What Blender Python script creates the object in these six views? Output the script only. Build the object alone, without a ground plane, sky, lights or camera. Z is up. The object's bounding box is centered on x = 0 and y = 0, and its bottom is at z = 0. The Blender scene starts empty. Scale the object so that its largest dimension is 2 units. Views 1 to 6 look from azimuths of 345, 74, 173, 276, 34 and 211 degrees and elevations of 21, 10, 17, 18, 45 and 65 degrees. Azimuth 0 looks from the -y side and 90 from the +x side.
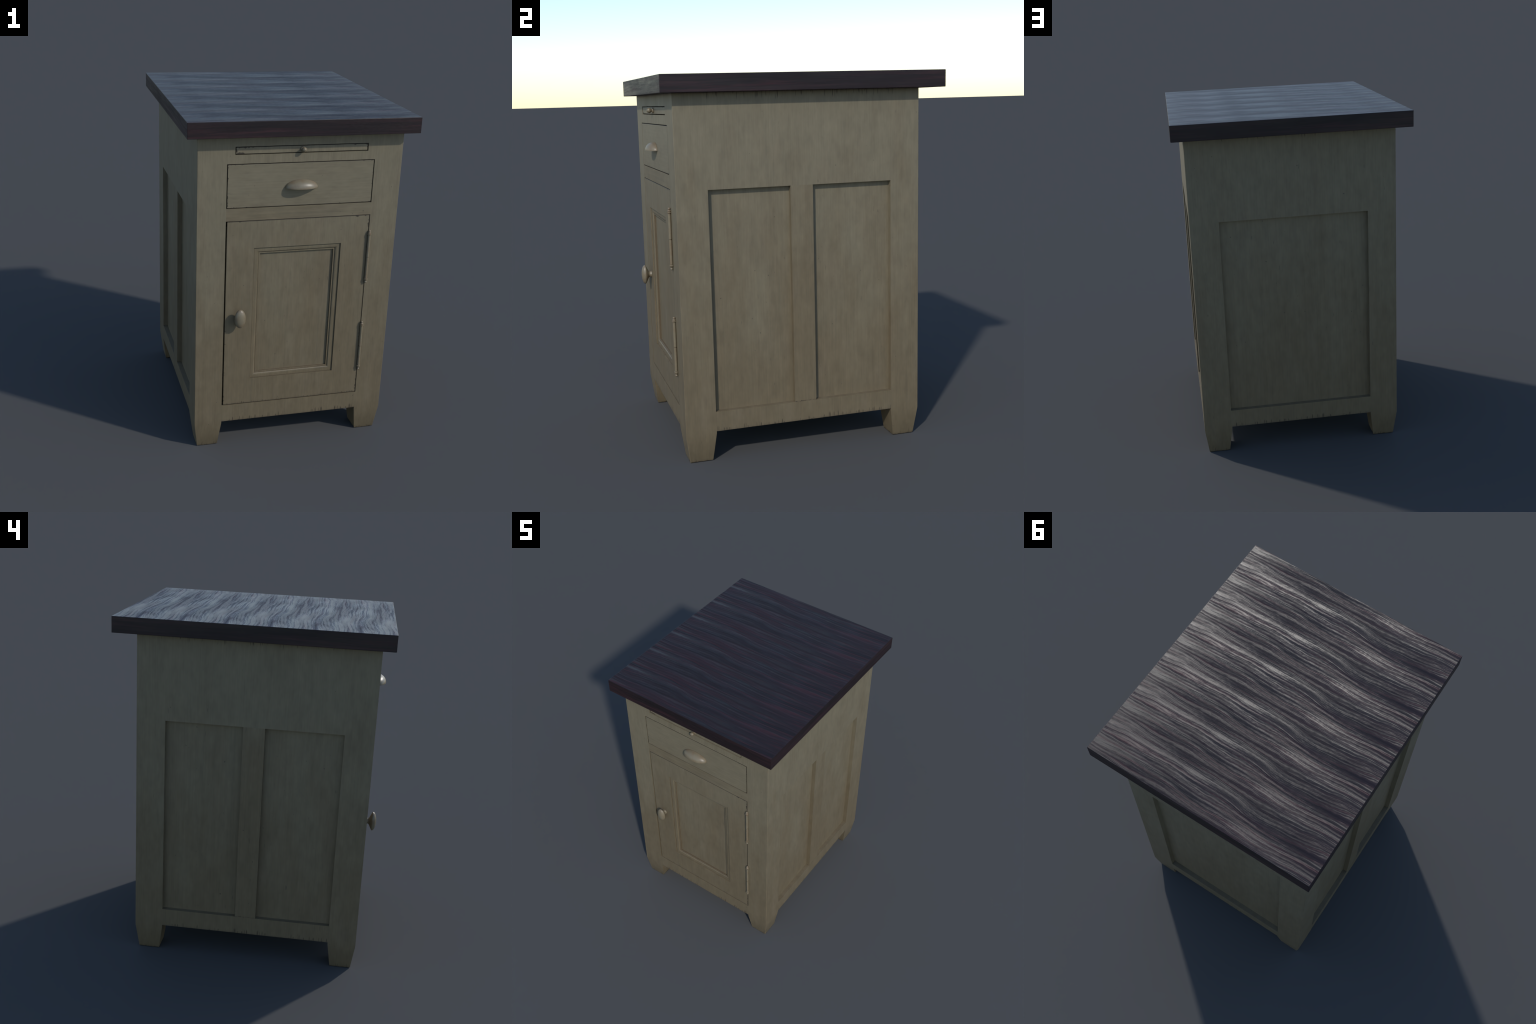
import bpy, bmesh, math
from mathutils import Vector

# ------------------------------------------------------------------ sizes (m)
HX = 0.587                 # half width of the carcass
YF, YB = -0.685, 0.632     # front and back faces of the carcass
ZT = 1.911                 # underside of the countertop
OPEN = 0.4235              # half width of the front opening (inner post edge)
YPF, YPB = -0.5225, 0.469  # inner edges of the posts seen from the side
Z_AP0, Z_AP1 = 0.1635, 0.2695   # apron
Z_PT = 1.430               # top of the recessed panels
RECESS = 0.029
GAP = 0.0042

# gloss and relief of the countertop (relief as slopes)
R_LO, R_HI, S_LO, S_HI = 0.50, 0.41, 0.36, 0.44
H_BAND, H_RIDGE, H_FIBRE, H_FINE, H_GRIT = 0.42, 0.78, 0.56, 0.38, 0.08
TILT_BIAS = 0.03
A_FINE = 0.12

# ================================================================== node helpers
class NT:
    def __init__(self, name):
        self.mat = bpy.data.materials.new(name)
        self.mat.use_nodes = True
        self.t = self.mat.node_tree
        self.t.nodes.clear()
        self.out = self.t.nodes.new("ShaderNodeOutputMaterial")
        self.bsdf = self.t.nodes.new("ShaderNodeBsdfPrincipled")
        self.t.links.new(self.bsdf.outputs[0], self.out.inputs[0])

    def _in(self, sock, v):
        if v is None:
            return
        if hasattr(v, "is_linked") or isinstance(v, bpy.types.NodeSocket):
            self.t.links.new(v, sock)
        else:
            if isinstance(v, (tuple, list)) and len(v) == 3 and sock.type == 'RGBA':
                v = (*v, 1.0)
            sock.default_value = v

    def node(self, typ, out=0, ins=None, **props):
        n = self.t.nodes.new(typ)
        for k, v in props.items():
            setattr(n, k, v)
        for k, v in (ins or {}).items():
            self._in(n.inputs[k], v)
        return n.outputs[out]

    def math(self, op, a, b=None, c=None, clamp=False):
        ins = {0: a}
        if b is not None:
            ins[1] = b
        if c is not None:
            ins[2] = c
        return self.node("ShaderNodeMath", 0, ins, operation=op, use_clamp=clamp)

    def step(self, v, lo, hi, a=0.0, b=1.0):
        return self.node("ShaderNodeMapRange", 0,
                         {0: v, 1: lo, 2: hi, 3: a, 4: b},
                         interpolation_type='SMOOTHSTEP', clamp=True)

    def lin(self, v, lo, hi, a=0.0, b=1.0):
        return self.node("ShaderNodeMapRange", 0, {0: v, 1: lo, 2: hi, 3: a, 4: b}, clamp=True)

    def mix(self, f, a, b, blend='MIX'):
        n = self.t.nodes.new("ShaderNodeMix")
        n.data_type = 'RGBA'
        n.blend_type = blend
        self._in(n.inputs[0], f)
        self._in(n.inputs[6], a)
        self._in(n.inputs[7], b)
        return n.outputs[2]

    def vec(self, x=0.0, y=0.0, z=0.0):
        return self.node("ShaderNodeCombineXYZ", 0, {0: x, 1: y, 2: z})

    def xyz(self, v):
        n = self.t.nodes.new("ShaderNodeSeparateXYZ")
        self._in(n.inputs[0], v)
        return n.outputs[0], n.outputs[1], n.outputs[2]

    def scale(self, v, s):
        return self.node("ShaderNodeVectorMath", 0, {0: v, 1: s}, operation='MULTIPLY')

    def noise(self, v, scale=1.0, detail=2.0, rough=0.5, w=None, dist=0.0):
        ins = {"Vector": v, "Scale": scale, "Detail": detail, "Roughness": rough, "Distortion": dist}
        n = self.t.nodes.new("ShaderNodeTexNoise")
        n.noise_dimensions = '4D' if w is not None else '3D'
        for k, val in ins.items():
            self._in(n.inputs[k], val)
        if w is not None:
            self._in(n.inputs["W"], w)
        return n.outputs[0]


# ================================================================== materials
PALE = (0.174, 0.149, 0.100)    # grey-green cream
WARM = (0.141, 0.110, 0.067)    # yellowed brown cream
STAIN = (0.108, 0.084, 0.053)
ROSE = (0.164, 0.132, 0.088)
CHIP = (0.022, 0.016, 0.012)


def paint(name, grain='Z', seed=0.0, nick_edges=(), panel=None, gloss=0.0,
          edge_wear=True, tone=1.0, warm=0.0, own=True, hollow=None, outline=None):
    """Aged cream paint brushed over wood.
    grain: axis of the brush streaks.
    nick_edges: (z of edge, +1 nicks rise above it / -1 hang below, height, density)
    panel: (cx, hx, cz, hz) outline of a front board whose rim is chipped."""
    m = NT(name)
    co = m.node("ShaderNodeTexCoord", 3)
    x, y, z = m.xyz(co)
    rnd = m.node("ShaderNodeObjectInfo", 5)
    w = m.math('MULTIPLY_ADD', rnd, 17.0 if own else 0.0, seed)
    long_s, across = 1.0, 8.0
    sc = {'Z': (across, across, long_s), 'X': (long_s, across, across), 'Y': (across, long_s, across)}[grain]

    def st(k_across, k_long):
        v = {'Z': (k_across, k_across, k_long), 'X': (k_long, k_across, k_across),
             'Y': (k_across, k_long, k_across)}[grain]
        return m.scale(co, v)

    # height gradient: clean grey-green at the top, yellowed near the floor
    hz = m.lin(z, 0.1, 1.75)
    cloud = m.noise(st(7.0, 2.4), 1.0, 3.0, 0.6, w)
    f = m.math('ADD', hz, m.math('MULTIPLY', m.math('SUBTRACT', cloud, 0.5), 1.4))
    if warm:
        f = m.math('SUBTRACT', f, warm)
    f = m.step(f, 0.02, 1.05)
    col = m.mix(f, WARM, PALE)
    # rosy and brown rubbed patches
    rose = m.step(m.noise(st(13.0, 3.6), 1.0, 2.0, 0.5, m.math('ADD', w, 3.1)), 0.50, 0.74, 0.0, 0.38)
    col = m.mix(rose, col, ROSE)
    stain = m.step(m.noise(st(9.0, 2.0), 1.0, 4.0, 0.62, m.math('ADD', w, 7.7)), 0.52, 0.80, 0.0, 0.32)
    col = m.mix(stain, col, STAIN)
    # mottled, uneven coat
    mot = m.noise(st(30.0, 12.0), 1.0, 3.0, 0.62, m.math('ADD', w, 5.0))
    mv = m.lin(mot, 0.30, 0.70, 0.90, 1.10)
    col = m.mix(1.0, col, m.node("ShaderNodeCombineColor", 0, {0: mv, 1: mv, 2: mv}), 'MULTIPLY')
    # brush streaks
    streak = m.noise(st(150.0, 5.0), 1.0, 3.0, 0.6, w)
    col = m.mix(1.0, col, m.node("ShaderNodeCombineColor", 0,
                {0: m.lin(streak, 0.25, 0.75, 0.90, 1.10), 1: m.lin(streak, 0.25, 0.75, 0.90, 1.10),
                 2: m.lin(streak, 0.25, 0.75, 0.89, 1.10)}), 'MULTIPLY')
    streak2 = m.step(m.noise(st(60.0, 1.6), 1.0, 2.0, 0.5, m.math('ADD', w, 1.3)), 0.60, 0.80, 0.0, 0.22)
    col = m.mix(streak2, col, (0.092, 0.086, 0.060))
    # dark specks and short scratches along the grain
    speck = m.step(m.noise(st(85.0, 62.0), 1.0, 1.0, 0.4, m.math('ADD', w, 11.0)), 0.760, 0.80, 0.0, 0.6)
    scr = m.step(m.noise(st(105.0, 14.0), 1.0, 1.5, 0.5, m.math('ADD', w, 15.0)), 0.735, 0.79, 0.0, 0.45)
    col = m.mix(m.math('MAXIMUM', speck, scr), col, (0.042, 0.040, 0.032))

    # split nicks along the sawn edges
    hor = m.math('MULTIPLY_ADD', y, 1.37, x)
    mask = 0.0
    for (ze, sg, hgt, dens, rough_rim) in nick_edges:
        p = m.vec(hor, ze * 9.1, 0.0)
        d = m.math('MULTIPLY', m.math('SUBTRACT', z, ze), sg)      # distance from the edge
        wob = m.noise(m.vec(m.math('MULTIPLY', hor, 30.0), ze, m.math('MULTIPLY', z, 20.0)), 1.0, 2.0, 0.5)
        n1 = m.noise(m.vec(m.math('ADD', hor, m.math('MULTIPLY', wob, 0.004)), ze * 3.7, seed), 135.0, 1.0, 0.4)
        spots = m.step(n1, dens, dens + 0.05)
        hvar = m.noise(m.vec(hor, seed + 4.0, ze), 23.0, 1.0, 0.5)
        hh = m.lin(hvar, 0.36, 0.64, hgt * 0.25, hgt)
        nick = m.math('MULTIPLY', spots, m.step(m.math('DIVIDE', d, hh), 0.45, 1.0, 1.0, 0.0))
        rim_n = m.noise(m.vec(hor, seed + 9.0, ze), 34.0, 3.0, 0.6)
        rim = m.step(m.math('SUBTRACT', m.math('MULTIPLY', m.math('SUBTRACT', rim_n, rough_rim), 0.034), d), 0.0, 0.002)
        soft = m.step(d, 0.0, 0.014, 0.18, 0.0)
        one = m.math('MAXIMUM', m.math('MULTIPLY', m.math('MAXIMUM', nick, rim), 0.72), soft)
        one = m.math('MULTIPLY', one, m.math('LESS_THAN', d, hgt))
        one = m.math('MULTIPLY', one, m.math('GREATER_THAN', d, -0.002))
        mask = one if mask == 0.0 else m.math('MAXIMUM', mask, one)
    if panel:
        cx, hx, cz, hzz = panel
        dx = m.math('SUBTRACT', hx, m.math('ABSOLUTE', m.math('SUBTRACT', x, cx)))
        dz = m.math('SUBTRACT', hzz, m.math('ABSOLUTE', m.math('SUBTRACT', z, cz)))
        d = m.math('MINIMUM', dx, dz)
        corner = m.step(m.math('ADD', dx, dz), 0.02, 0.20, 0.125, 0.0)
        cn = m.noise(m.scale(co, (36.0, 36.0, 36.0)), 1.0, 4.0, 0.65, w)
        chip = m.step(m.math('SUBTRACT', m.math('MULTIPLY',
                      m.math('SUBTRACT', m.math('ADD', cn, corner), 0.60), 0.06), d), 0.0, 0.0015, 0.0, 0.9)
        line = m.step(d, 0.0005, 0.0030, 0.75, 0.0)
        # end-grain nicks running inwards from the vertical edges
        nn = m.noise(m.vec(m.math('MULTIPLY', x, 3.0), seed, m.math('MULTIPLY', z, 85.0)), 1.0, 1.0, 0.4)
        inn = m.math('MULTIPLY', m.step(nn, 0.68, 0.72), m.step(dx, 0.003, 0.016, 0.75, 0.0))
        one = m.math('MAXIMUM', m.math('MAXIMUM', chip, line), inn)
        mask = one if mask == 0.0 else m.math('MAXIMUM', mask, one)
    if edge_wear:
        bv = m.node("ShaderNodeBevel", 0, {0: 0.004}, samples=4)
        nrm = m.node("ShaderNodeNewGeometry", 1)
        dot = m.node("ShaderNodeVectorMath", 1, {0: bv, 1: nrm}, operation='DOT_PRODUCT')
        wear = m.step(dot, 0.80, 0.985, 0.45, 0.0)
        if not own:          # only the outer corners of the posts are rubbed
            wear = m.math('MULTIPLY', wear, m.math('GREATER_THAN', m.math('ABSOLUTE', x), HX - 0.026))
        wn = m.step(m.noise(m.scale(co, (9.0, 9.0, 9.0)), 1.0, 3.0, 0.6), 0.35, 0.65, 0.35, 1.0)
        col = m.mix(m.math('MULTIPLY', wear, wn), col, (0.10, 0.066, 0.038))
    if mask != 0.0:
        col = m.mix(mask, col, CHIP)
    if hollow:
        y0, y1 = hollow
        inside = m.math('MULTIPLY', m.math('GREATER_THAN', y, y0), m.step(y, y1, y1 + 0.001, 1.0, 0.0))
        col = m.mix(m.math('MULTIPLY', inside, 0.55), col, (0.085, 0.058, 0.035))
    if outline:  # occlusion shadow painted as a dark brown line round the moulding's outer edge
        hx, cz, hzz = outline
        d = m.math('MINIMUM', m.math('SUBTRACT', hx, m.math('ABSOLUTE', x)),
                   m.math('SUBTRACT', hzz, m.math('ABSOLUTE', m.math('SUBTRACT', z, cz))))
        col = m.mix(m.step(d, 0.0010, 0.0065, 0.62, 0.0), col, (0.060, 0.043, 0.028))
    if tone != 1.0:
        col = m.mix(1.0, col, (tone, tone, tone), 'MULTIPLY')
    m._in(m.bsdf.inputs["Base Color"], col)
    m._in(m.bsdf.inputs["Roughness"], m.lin(cloud, 0.3, 0.7, 0.56 - gloss, 0.48 - gloss))
    m.bsdf.inputs["Specular IOR Level"].default_value = 0.42
    h = m.math('ADD', m.math('MULTIPLY', streak, 0.5), m.noise(co, 260.0, 2.0, 0.5))
    bump = m.node("ShaderNodeBump", 0, {"Strength": 0.10, "Distance": 0.002, "Height": h})
    m._in(m.bsdf.inputs["Normal"], bump)
    return m.mat


def hardware_paint(name):
    """Thicker, glossier coat on the turned and cast fittings, brown in the hollows."""
    m = NT(name)
    co = m.node("ShaderNodeTexCoord", 3)
    cloud = m.noise(co, 26.0, 3.0, 0.6)
    col = m.mix(m.step(cloud, 0.35, 0.70), (0.178, 0.152, 0.102), (0.168, 0.124, 0.078))
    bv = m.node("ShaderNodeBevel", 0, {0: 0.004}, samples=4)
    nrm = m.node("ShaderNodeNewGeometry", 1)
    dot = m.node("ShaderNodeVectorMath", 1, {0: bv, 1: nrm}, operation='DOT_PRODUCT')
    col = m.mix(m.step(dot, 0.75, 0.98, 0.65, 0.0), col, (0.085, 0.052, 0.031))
    m._in(m.bsdf.inputs["Base Color"], col)
    m.bsdf.inputs["Roughness"].default_value = 0.40
    m.bsdf.inputs["Specular IOR Level"].default_value = 0.50
    return m.mat


def slab_wood(name):
    """Near-black, plum-streaked board.  The grain runs along x and the figure
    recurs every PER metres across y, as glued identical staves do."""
    PER = 0.236
    m = NT(name)
    co = m.node("ShaderNodeTexCoord", 3)
    x, y, z = m.xyz(co)
    nrm = m.node("ShaderNodeNewGeometry", 1)
    nx, ny, nz = m.xyz(nrm)
    top = m.math('GREATER_THAN', m.math('ABSOLUTE', nz), 0.7)
    side_x = m.math('GREATER_THAN', m.math('ABSOLUTE', nx), 0.7)     # left / right edges
    # u runs along the grain, v across it: on the edges the grain is horizontal
    u = m.math('ADD', m.math('MULTIPLY', side_x, y),
               m.math('MULTIPLY', m.math('SUBTRACT', 1.0, side_x), x))
    v = m.math('ADD', m.math('MULTIPLY', top, y),
               m.math('MULTIPLY', m.math('SUBTRACT', 1.0, top), z))
    # wavering of the fibres; periodic in v through the sine / cosine of its phase

    def ring(vv, k):
        ph = m.math('MULTIPLY', vv, 2 * math.pi / PER)
        return m.math('MULTIPLY', m.math('COSINE', ph), k), m.math('MULTIPLY', m.math('SINE', ph), k)

    def pnoise(uu, vv, su, sv, detail, rough, off=0.0):
        k = sv * PER / (2 * math.pi)
        c, s = ring(vv, k)
        return m.noise(m.vec(m.math('MULTIPLY_ADD', uu, su, off), c, s), 1.0, detail, rough)

    w1 = pnoise(u, v, 2.3, 7.0, 1.0, 0.5, 3.0)
    w2 = pnoise(u, v, 11.0, 34.0, 2.0, 0.55, 8.0)
    vv = m.math('ADD', v, m.math('MULTIPLY', m.math('SUBTRACT', w1, 0.5), m.math('MULTIPLY_ADD', top, 0.062, 0.022)))
    vv = m.math('ADD', vv, m.math('MULTIPLY', m.math('SUBTRACT', w2, 0.5), 0.010))
    bands = pnoise(u, vv, 1.3, 26.0, 1.0, 0.5, 1.0)
    ridges = pnoise(u, vv, 1.9, 80.0, 2.0, 0.55, 5.0)
    fibres = pnoise(u, vv, 6.0, 250.0, 2.0, 0.6, 9.0)
    fine = pnoise(u, vv, 42.0, 240.0, 2.0, 0.6, 12.0)
    grit = pnoise(u, vv, 120.0, 260.0, 1.0, 0.5, 17.0)
    blotch = pnoise(u, vv, 3.2, 15.0, 2.0, 0.55, 41.0)
    # colour
    red = m.step(pnoise(u, vv, 1.6, 60.0, 3.0, 0.6, 21.0), 0.50, 0.74)
    red_edge = m.step(pnoise(u, vv, 1.6, 40.0, 3.0, 0.6, 21.0), 0.49, 0.70)
    red = m.math('ADD', m.math('MULTIPLY', red, top), m.math('MULTIPLY', red_edge, m.math('SUBTRACT', 1.0, top)))
    dark = m.step(pnoise(u, vv, 1.2, 30.0, 2.0, 0.55, 31.0), 0.36, 0.66)
    col = m.mix(dark, (0.0115, 0.0075, 0.0088), (0.0200, 0.0105, 0.0125))
    col = m.mix(m.math('MULTIPLY', red, 0.9), col, m.mix(top, (0.040, 0.0155, 0.0190), (0.048, 0.0135, 0.0170)))
    col = m.mix(m.step(fibres, 0.55, 0.75, 0.0, 0.4), col, (0.008, 0.006, 0.006))
    m._in(m.bsdf.inputs["Base Color"], col)
    m._in(m.bsdf.inputs["Roughness"], m.step(blotch, 0.34, 0.66, R_LO, R_HI))
    spec = m.math('MULTIPLY', m.step(blotch, 0.34, 0.66, S_LO, S_HI), m.math('MULTIPLY_ADD', top, 0.05, 0.95))
    m._in(m.bsdf.inputs["Specular IOR Level"], spec)
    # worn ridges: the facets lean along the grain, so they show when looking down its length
    tilt = 0.0
    for n, k in ((bands, H_BAND), (ridges, H_RIDGE), (fibres, H_FIBRE), (fine, H_FINE), (grit, H_GRIT)):
        t = m.math('MULTIPLY', m.math('SUBTRACT', n, 0.5), k)
        tilt = t if tilt == 0.0 else m.math('ADD', tilt, t)
    tilt = m.math('ADD', tilt, TILT_BIAS)
    tilt = m.math('MULTIPLY', tilt, m.math('MULTIPLY_ADD', top, 0.5, 0.5))
    across = m.math('MULTIPLY', m.math('SUBTRACT', fine, 0.5), A_FINE)
    not_x = m.math('SUBTRACT', 1.0, side_x)
    lean = m.vec(m.math('MULTIPLY', tilt, not_x),
                 m.math('ADD', m.math('MULTIPLY', tilt, side_x), m.math('MULTIPLY', across, top)),
                 m.math('MULTIPLY', across, m.math('SUBTRACT', 1.0, top)))
    n2 = m.node("ShaderNodeVectorMath", 0, {0: nrm, 1: lean}, operation='ADD')
    n2 = m.node("ShaderNodeVectorMath", 0, {0: n2}, operation='NORMALIZE')
    m._in(m.bsdf.inputs["Normal"], n2)
    return m.mat


def dark_inside(name):
    m = NT(name)
    co = m.node("ShaderNodeTexCoord", 3)
    n = m.noise(m.scale(co, (40.0, 40.0, 3.0)), 1.0, 3.0, 0.5)
    m._in(m.bsdf.inputs["Base Color"], m.mix(n, (0.012, 0.009, 0.007), (0.030, 0.023, 0.017)))
    m.bsdf.inputs["Roughness"].default_value = 0.85
    m.bsdf.inputs["Specular IOR Level"].default_value = 0.1
    return m.mat


M_POST = paint("aged_paint_posts", 'Z', 2.0, ((0.0, 1, 0.034, 0.60, 0.40), (ZT, -1, 0.050, 0.70, 0.55)), own=False)
M_SIDE = paint("aged_paint_sides", 'Z', 2.0, ((ZT, -1, 0.052, 0.63, 0.52),), edge_wear=False, own=False)
M_TOPRAIL = paint("aged_paint_top_rail", 'Z', 2.0, edge_wear=False, own=False)
M_PANEL = paint("aged_paint_panels", 'Z', 4.0, edge_wear=False)
M_APRON = paint("aged_paint_apron", 'Z', 2.0, ((Z_AP0, 1, 0.034, 0.61, 0.52),), edge_wear=False, own=False)
M_MULL = paint("aged_paint_mullions", 'Z', 8.0, ((Z_AP1, 1, 0.006, 0.55, 0.44),), edge_wear=False, warm=0.32)
M_RAIL = paint("aged_paint_front_rail", 'X', 10.0, edge_wear=False, warm=0.25)
M_DRAWER = paint("aged_paint_drawer", 'X', 12.0, panel=(0, OPEN - GAP, (1.5012 + 1.7535) / 2, (1.7535 - 1.5012) / 2 - GAP),
                 edge_wear=False)
M_SLIDE = paint("aged_paint_pull_out", 'Z', 14.0, panel=(0, 0.3795 - GAP, (1.8025 + 1.848) / 2, (1.848 - 1.8025) / 2 - GAP),
                edge_wear=False)
D0, D1 = 0.2715, 1.4290
M_DOOR = paint("aged_paint_door", 'Z', 16.0, ((D0 + GAP, 1, 0.016, 0.60, 0.53),),
               panel=(0, OPEN - GAP, (D0 + D1) / 2, (D1 - D0) / 2 - GAP), edge_wear=False, warm=0.15)
M_DPANEL = paint("aged_paint_door_panel", 'Z', 18.0, edge_wear=False, warm=0.10)
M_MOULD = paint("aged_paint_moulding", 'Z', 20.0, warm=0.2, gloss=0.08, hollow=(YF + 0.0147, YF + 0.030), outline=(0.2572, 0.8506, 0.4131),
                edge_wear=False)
M_HARD = hardware_paint("glossy_paint_fittings")
M_WOOD = slab_wood("dark_grained_wood")
M_IN = dark_inside("dark_interior")

# ================================================================== objects
root = bpy.data.objects.new("kitchen_cabinet", None)
bpy.context.scene.collection.objects.link(root)
root["label"] = "cream painted distressed kitchen cabinet with dark wood countertop"
root["category"] = "cabinet"


def add(name, bm, mat, parent=root, smooth=None):
    bmesh.ops.recalc_face_normals(bm, faces=bm.faces[:])
    me = bpy.data.meshes.new(name)
    bm.to_mesh(me)
    bm.free()
    ob = bpy.data.objects.new(name, me)
    bpy.context.scene.collection.objects.link(ob)
    ob.parent = parent
    me.materials.append(mat)
    if smooth is not None:
        me.shade_smooth()
        me.set_sharp_from_angle(angle=math.radians(smooth))
    return ob


def box(bm, x0, x1, y0, y1, z0, z1):
    r = bmesh.ops.create_cube(bm, size=1.0)
    for v in r["verts"]:
        v.co = Vector(((x0 + x1) / 2 + v.co.x * (x1 - x0), (y0 + y1) / 2 + v.co.y * (y1 - y0),
                       (z0 + z1) / 2 + v.co.z * (z1 - z0)))
    return r["verts"]


def board(name, x0, x1, y0, y1, z0, z1, mat, parent=root, bev=0.0):
    bm = bmesh.new()
    box(bm, x0, x1, y0, y1, z0, z1)
    if bev:
        bmesh.ops.bevel(bm, geom=bm.edges[:], offset=bev, segments=2, affect='EDGES', profile=0.5)
    return add(name, bm, mat, parent)


def loft(bm, rings, close_v=False, caps=True):
    vs = [[bm.verts.new(p) for p in r] for r in rings]
    n = len(rings[0])
    m = len(rings)
    for i in range(m if close_v else m - 1):
        a, b = vs[i], vs[(i + 1) % m]
        for j in range(n):
            bm.faces.new((a[j], a[(j + 1) % n], b[(j + 1) % n], b[j]))
    if caps and not close_v:
        bm.faces.new(vs[0][::-1])
        bm.faces.new(vs[-1])
    return vs


# ------------------------------------------------------------------ corner posts
TAPER_Z, TAPER = 0.152, 0.020
for sx in (-1, 1):
    for ya, yb in ((YF, YPF), (YPB, YB)):
        xa, xb = OPEN, HX
        c = 0.0022                       # eased corners

        def ring(z, t):
            a, b, p, q = xa + t, xb - t, ya + t, yb - t
            if ya == YF:
                pts = [(a, p), (b - c, p), (b, p + c), (b, q), (a, q)]
            else:
                pts = [(a, p), (b, p), (b, q - c), (b - c, q), (a, q)]
            return [(sx * X, Y, z) for X, Y in pts]
        bm = bmesh.new()
        loft(bm, [ring(0.0, TAPER + 0.001), ring(0.0015, TAPER), ring(TAPER_Z, 0.0), ring(TAPER_Z + 0.05, 0.0), ring(ZT - 0.0005, 0.0)])
        add("corner_post", bm, M_POST, smooth=30)

# ------------------------------------------------------------------ sides and back
YM0, YM1 = -0.0880, 0.0328              # mullion between the two side panels
for sx in (-1, 1):
    xo, xi = sx * HX, sx * (HX - 0.045)
    lo, hi = min(xo, xi), max(xo, xi)
    board("top_rail", lo, hi, YPF, YPB, Z_PT, ZT - 0.0005, M_SIDE)
    board("apron", lo, hi, YPF, YPB, Z_AP0, Z_AP1, M_APRON)
    board("mullion", lo, hi, YM0, YM1, Z_AP1, Z_PT, M_MULL)
    po, pi = sx * (HX - RECESS), sx * (HX - 0.044)
    for a, b in ((YPF, YM0), (YM1, YPB)):
        board("recessed_panel", min(po, pi), max(po, pi), a - 0.01, b + 0.01, Z_AP1 - 0.01, Z_PT + 0.01, M_PANEL)
board("top_rail", -OPEN, OPEN, YB - 0.045, YB, Z_PT, ZT - 0.0005, M_SIDE)
board("apron", -OPEN, OPEN, YB - 0.045, YB, Z_AP0, Z_AP1, M_APRON)
board("recessed_panel", -OPEN - 0.01, OPEN + 0.01, YB - 0.044, YB - RECESS, Z_AP1 - 0.01, Z_PT + 0.01, M_PANEL)

# ------------------------------------------------------------------ front frame
S0, S1, SX = 1.8025, 1.8480, 0.3795
R0, R1 = 1.4290, 1.5012                 # rail between drawer and door
DR0, DR1 = R1, 1.7535                   # drawer opening
YR = YF + 0.024
bm = bmesh.new()
box(bm, -OPEN, OPEN, YF, YR, S1, ZT - 0.0005)
box(bm, -OPEN, OPEN, YF, YR, DR1, S0)
box(bm, -OPEN, -SX, YF, YR, S0, S1)
box(bm, SX, OPEN, YF, YR, S0, S1)
add("top_rail", bm, M_TOPRAIL)
board("drawer_rail", -OPEN, OPEN, YF, YR, R0, R1, M_RAIL)
board("apron", -OPEN, OPEN, YF, YR + 0.02, Z_AP0, D0, M_APRON)
board("gap_backing_board", -OPEN - 0.02, OPEN + 0.02, YR + 0.012, YR + 0.022, D0 - 0.03, ZT - 0.03, M_IN)
board("floor_board", -HX + 0.05, HX - 0.05, YR + 0.025, YB - 0.05, 0.205, 0.225, M_IN)

# ------------------------------------------------------------------ drawer and pull-out board
drawer = board("drawer", -OPEN + GAP, OPEN - GAP, YF + 0.0005, YR - 0.002, DR0 + GAP * 0.7, DR1 - GAP, M_DRAWER, bev=0.0015)
slide = board("pull_out_board", -SX + GAP, SX - GAP, YF + 0.003, YR - 0.002, S0 + GAP, S1 - GAP, M_SLIDE, bev=0.0012)

# cup pull: a quarter of an ellipsoid shell, open below
bm = bmesh.new()
A, B, C, Z0, TH = 0.0945, 0.0500, 0.0462, 1.6085, 0.0035
NU, NV = 48, 20


def shell(a, b, c):
    # u sweeps left to right round the dome, v from the lip up to the top of the face line
    g = []
    for j in range(NV + 1):
        v = (math.pi / 2) * j / NV
        row = []
        for i in range(NU + 1):
            u = math.pi * i / NU
            row.append(bm.verts.new((-a * math.cos(u), YF - b * math.sin(u) * math.cos(v),
                                     Z0 + c * math.sin(u) * math.sin(v))))
        g.append(row)
    return g


outer, inner = shell(A, B, C), shell(A - TH, B - TH, C - TH)
for g in (outer, inner):
    for j in range(NV):
        for i in range(NU):
            bm.faces.new((g[j][i], g[j][i + 1], g[j + 1][i + 1], g[j + 1][i]))
for j in (0, NV):
    for i in range(NU):
        bm.faces.new((outer[j][i], outer[j][i + 1], inner[j][i + 1], inner[j][i]))
bmesh.ops.remove_doubles(bm, verts=bm.verts[:], dist=1e-5)
add("cup_pull", bm, M_HARD, drawer, 50)


def lathe_y(bm, prof, cx, cz, ax=1.0, az=1.0, seg=40):
    """Turn (radius, depth) pairs about a horizontal axis standing out of the front face."""
    rings = []
    for r, d in prof:
        rings.append([(cx + ax * r * math.cos(2 * math.pi * k / seg), YF - d, cz + az * r * math.sin(2 * math.pi * k / seg))
                      for k in range(seg)])
    loft(bm, rings)


def lathe_z(bm, prof, cx, cy, seg=20):
    loft(bm, [[(cx + r * math.cos(2 * math.pi * k / seg), cy + r * math.sin(2 * math.pi * k / seg), z)
               for k in range(seg)] for r, z in prof])


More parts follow.
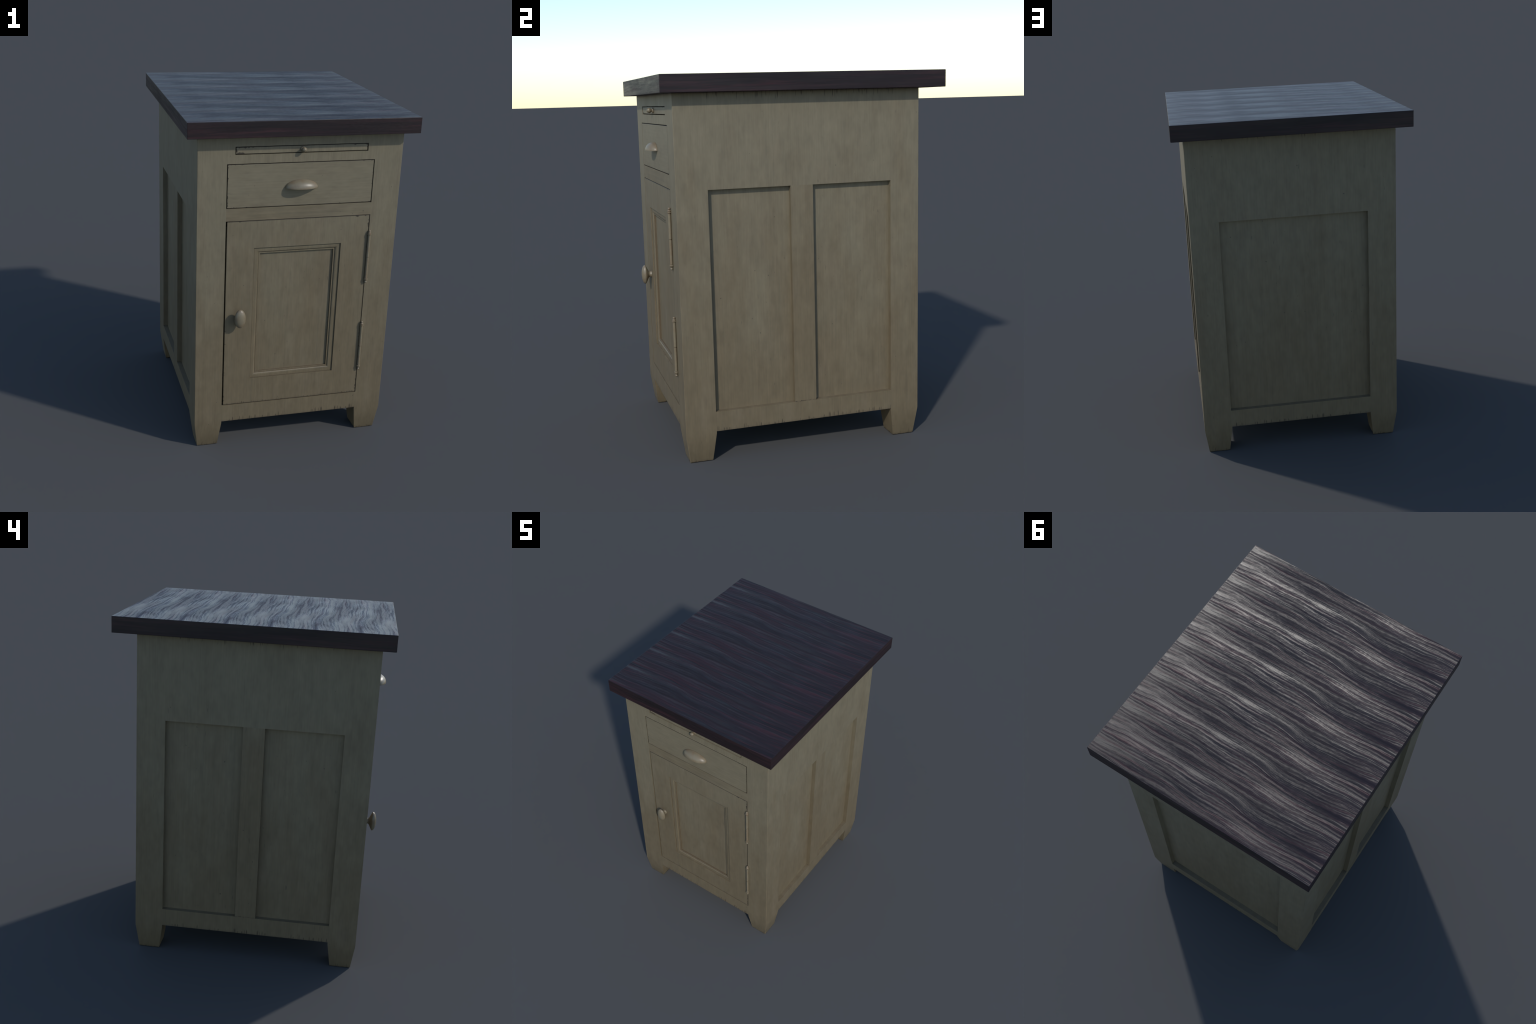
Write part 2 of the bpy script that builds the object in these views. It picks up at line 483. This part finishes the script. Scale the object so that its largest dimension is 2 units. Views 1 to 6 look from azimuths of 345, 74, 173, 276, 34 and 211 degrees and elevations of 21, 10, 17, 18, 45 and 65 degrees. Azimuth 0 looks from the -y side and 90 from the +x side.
# small turned knob of the pull-out board
bm = bmesh.new()
prof = [(0.0155, -0.002), (0.0155, 0.0022), (0.0140, 0.0036), (0.0085, 0.0052), (0.0066, 0.0072)]
R, DC = 0.0140, 0.0195
for k in range(13):
    t = math.radians(-60 + 150 * k / 12)
    prof.append((max(R * math.cos(t), 0.0004), DC + R * math.sin(t)))
lathe_y(bm, prof, 0.0, 1.8258)
add("pull_out_knob", bm, M_HARD, slide, 50)

# ------------------------------------------------------------------ door
PX, PZ0, PZ1 = 0.2572, 0.4375, 1.2637     # opening in the door frame
door_y1 = YR - 0.002
dxl, dxr, dz0, dz1 = -OPEN + 0.0082, OPEN - 0.0030, D0 + GAP * 0.8, D1 - GAP * 0.8
bm = bmesh.new()
b1 = 0.0012


def rect(hx, z0, z1, yy, xl=None):
    xl = -hx if xl is None else xl
    return [(xl, yy, z0), (hx, yy, z0), (hx, yy, z1), (xl, yy, z1)]


yf = YF + 0.0006
loft(bm, [rect(dxr, dz0, dz1, door_y1, dxl), rect(dxr, dz0, dz1, yf + b1, dxl), rect(dxr - b1, dz0 + b1, dz1 - b1, yf, dxl + b1),
          rect(PX, PZ0, PZ1, yf), rect(PX, PZ0, PZ1, door_y1)], close_v=True, caps=False)
door = add("door", bm, M_DOOR)

# ovolo moulding mitred round the opening: (inset, depth below the door face)
prof = [(-0.001, 0.0200), (-0.001, 0.0076), (0.0010, 0.0062), (0.0130, 0.0064)]
for k in range(1, 9):
    t = math.radians(90 * k / 8)
    prof.append((0.0130 + 0.0165 * math.sin(t), 0.0064 + 0.0084 * (1 - math.cos(t))))
prof += [(0.0312, 0.0150), (0.0317, 0.0140), (0.0378, 0.0140), (0.0386, 0.0150), (0.0386, 0.0262)]
bm = bmesh.new()
loft(bm, [rect(PX - t, PZ0 + t, PZ1 - t, yf + d) for t, d in prof], caps=False)
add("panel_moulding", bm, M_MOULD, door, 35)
board("door_panel", -PX, PX, yf + 0.0245, yf + 0.0335, PZ0, PZ1, M_DPANEL, door)

# oval lens-shaped door knob on a flared stem
KX, KZ = -0.3355, 0.8505
bm = bmesh.new()
seg = 56


def oval(rx, rz, d):
    return [(KX + rx * math.cos(2 * math.pi * k / seg), YF - d, KZ + rz * math.sin(2 * math.pi * k / seg)) for k in range(seg)]


rings = [oval(0.0190, 0.0200, -0.002), oval(0.0185, 0.0195, 0.0020), oval(0.0165, 0.0175, 0.0060), oval(0.0150, 0.0165, 0.0110),
         oval(0.0160, 0.0190, 0.0155), oval(0.0195, 0.0260, 0.0195), oval(0.0245, 0.0370, 0.0245),
         oval(0.0290, 0.0480, 0.0300), oval(0.0318, 0.0550, 0.0340), oval(0.0327, 0.0574, 0.0363), oval(0.0322, 0.0566, 0.0385)]
for k in range(1, 10):
    t = math.radians(90 * k / 9)
    rings.append(oval(max(0.0322 * math.cos(t), 0.0003), max(0.0566 * math.cos(t), 0.0005), 0.0385 + 0.0205 * math.sin(t)))
loft(bm, rings)
add("door_knob", bm, M_HARD, door, 60)

# two barrel hinges with turned finials
HXC, HYC = 0.4245, YF - 0.0080
for z0, z1 in ((1.0080, 1.3350), (0.4340, 0.7580)):
    bm = bmesh.new()
    L = z1 - z0
    zm = z0 + 0.495 * L

    def end(z, s):      # finial written outwards from the barrel end (s = direction)
        return [(0.0080, z - s * 0.0300), (0.0066, z - s * 0.0290), (0.0108, z - s * 0.0278), (0.0115, z - s * 0.0250),
                (0.0108, z - s * 0.0215), (0.0066, z - s * 0.0203), (0.0102, z - s * 0.0190), (0.0098, z - s * 0.0158),
                (0.0056, z - s * 0.0130), (0.0048, z - s * 0.0112), (0.0070, z - s * 0.0090), (0.0078, z - s * 0.0055),
                (0.0064, z - s * 0.0022), (0.0030, z)]
    low = [(r, z) for r, z in end(z0, -1)][::-1]
    up = end(z1, 1)
    mid = [(0.0079, zm - 0.0016), (0.0056, zm - 0.0010), (0.0056, zm + 0.0010), (0.0085, zm + 0.0016)]
    lathe_z(bm, low + mid + up, HXC, HYC)
    # leaf let into the joint between door and post
    box(bm, HXC - 0.0012, HXC + 0.0012, HYC, YF + 0.012, z0 + 0.032, z1 - 0.032)
    add("hinge", bm, M_HARD, door, 35)

# ------------------------------------------------------------------ countertop
bm = bmesh.new()
box(bm, -0.6545, 0.6545, -0.7540, 0.7540, ZT, 2.0)
bmesh.ops.bevel(bm, geom=bm.edges[:], offset=0.0022, segments=2, affect='EDGES', profile=0.5)
add("countertop", bm, M_WOOD)
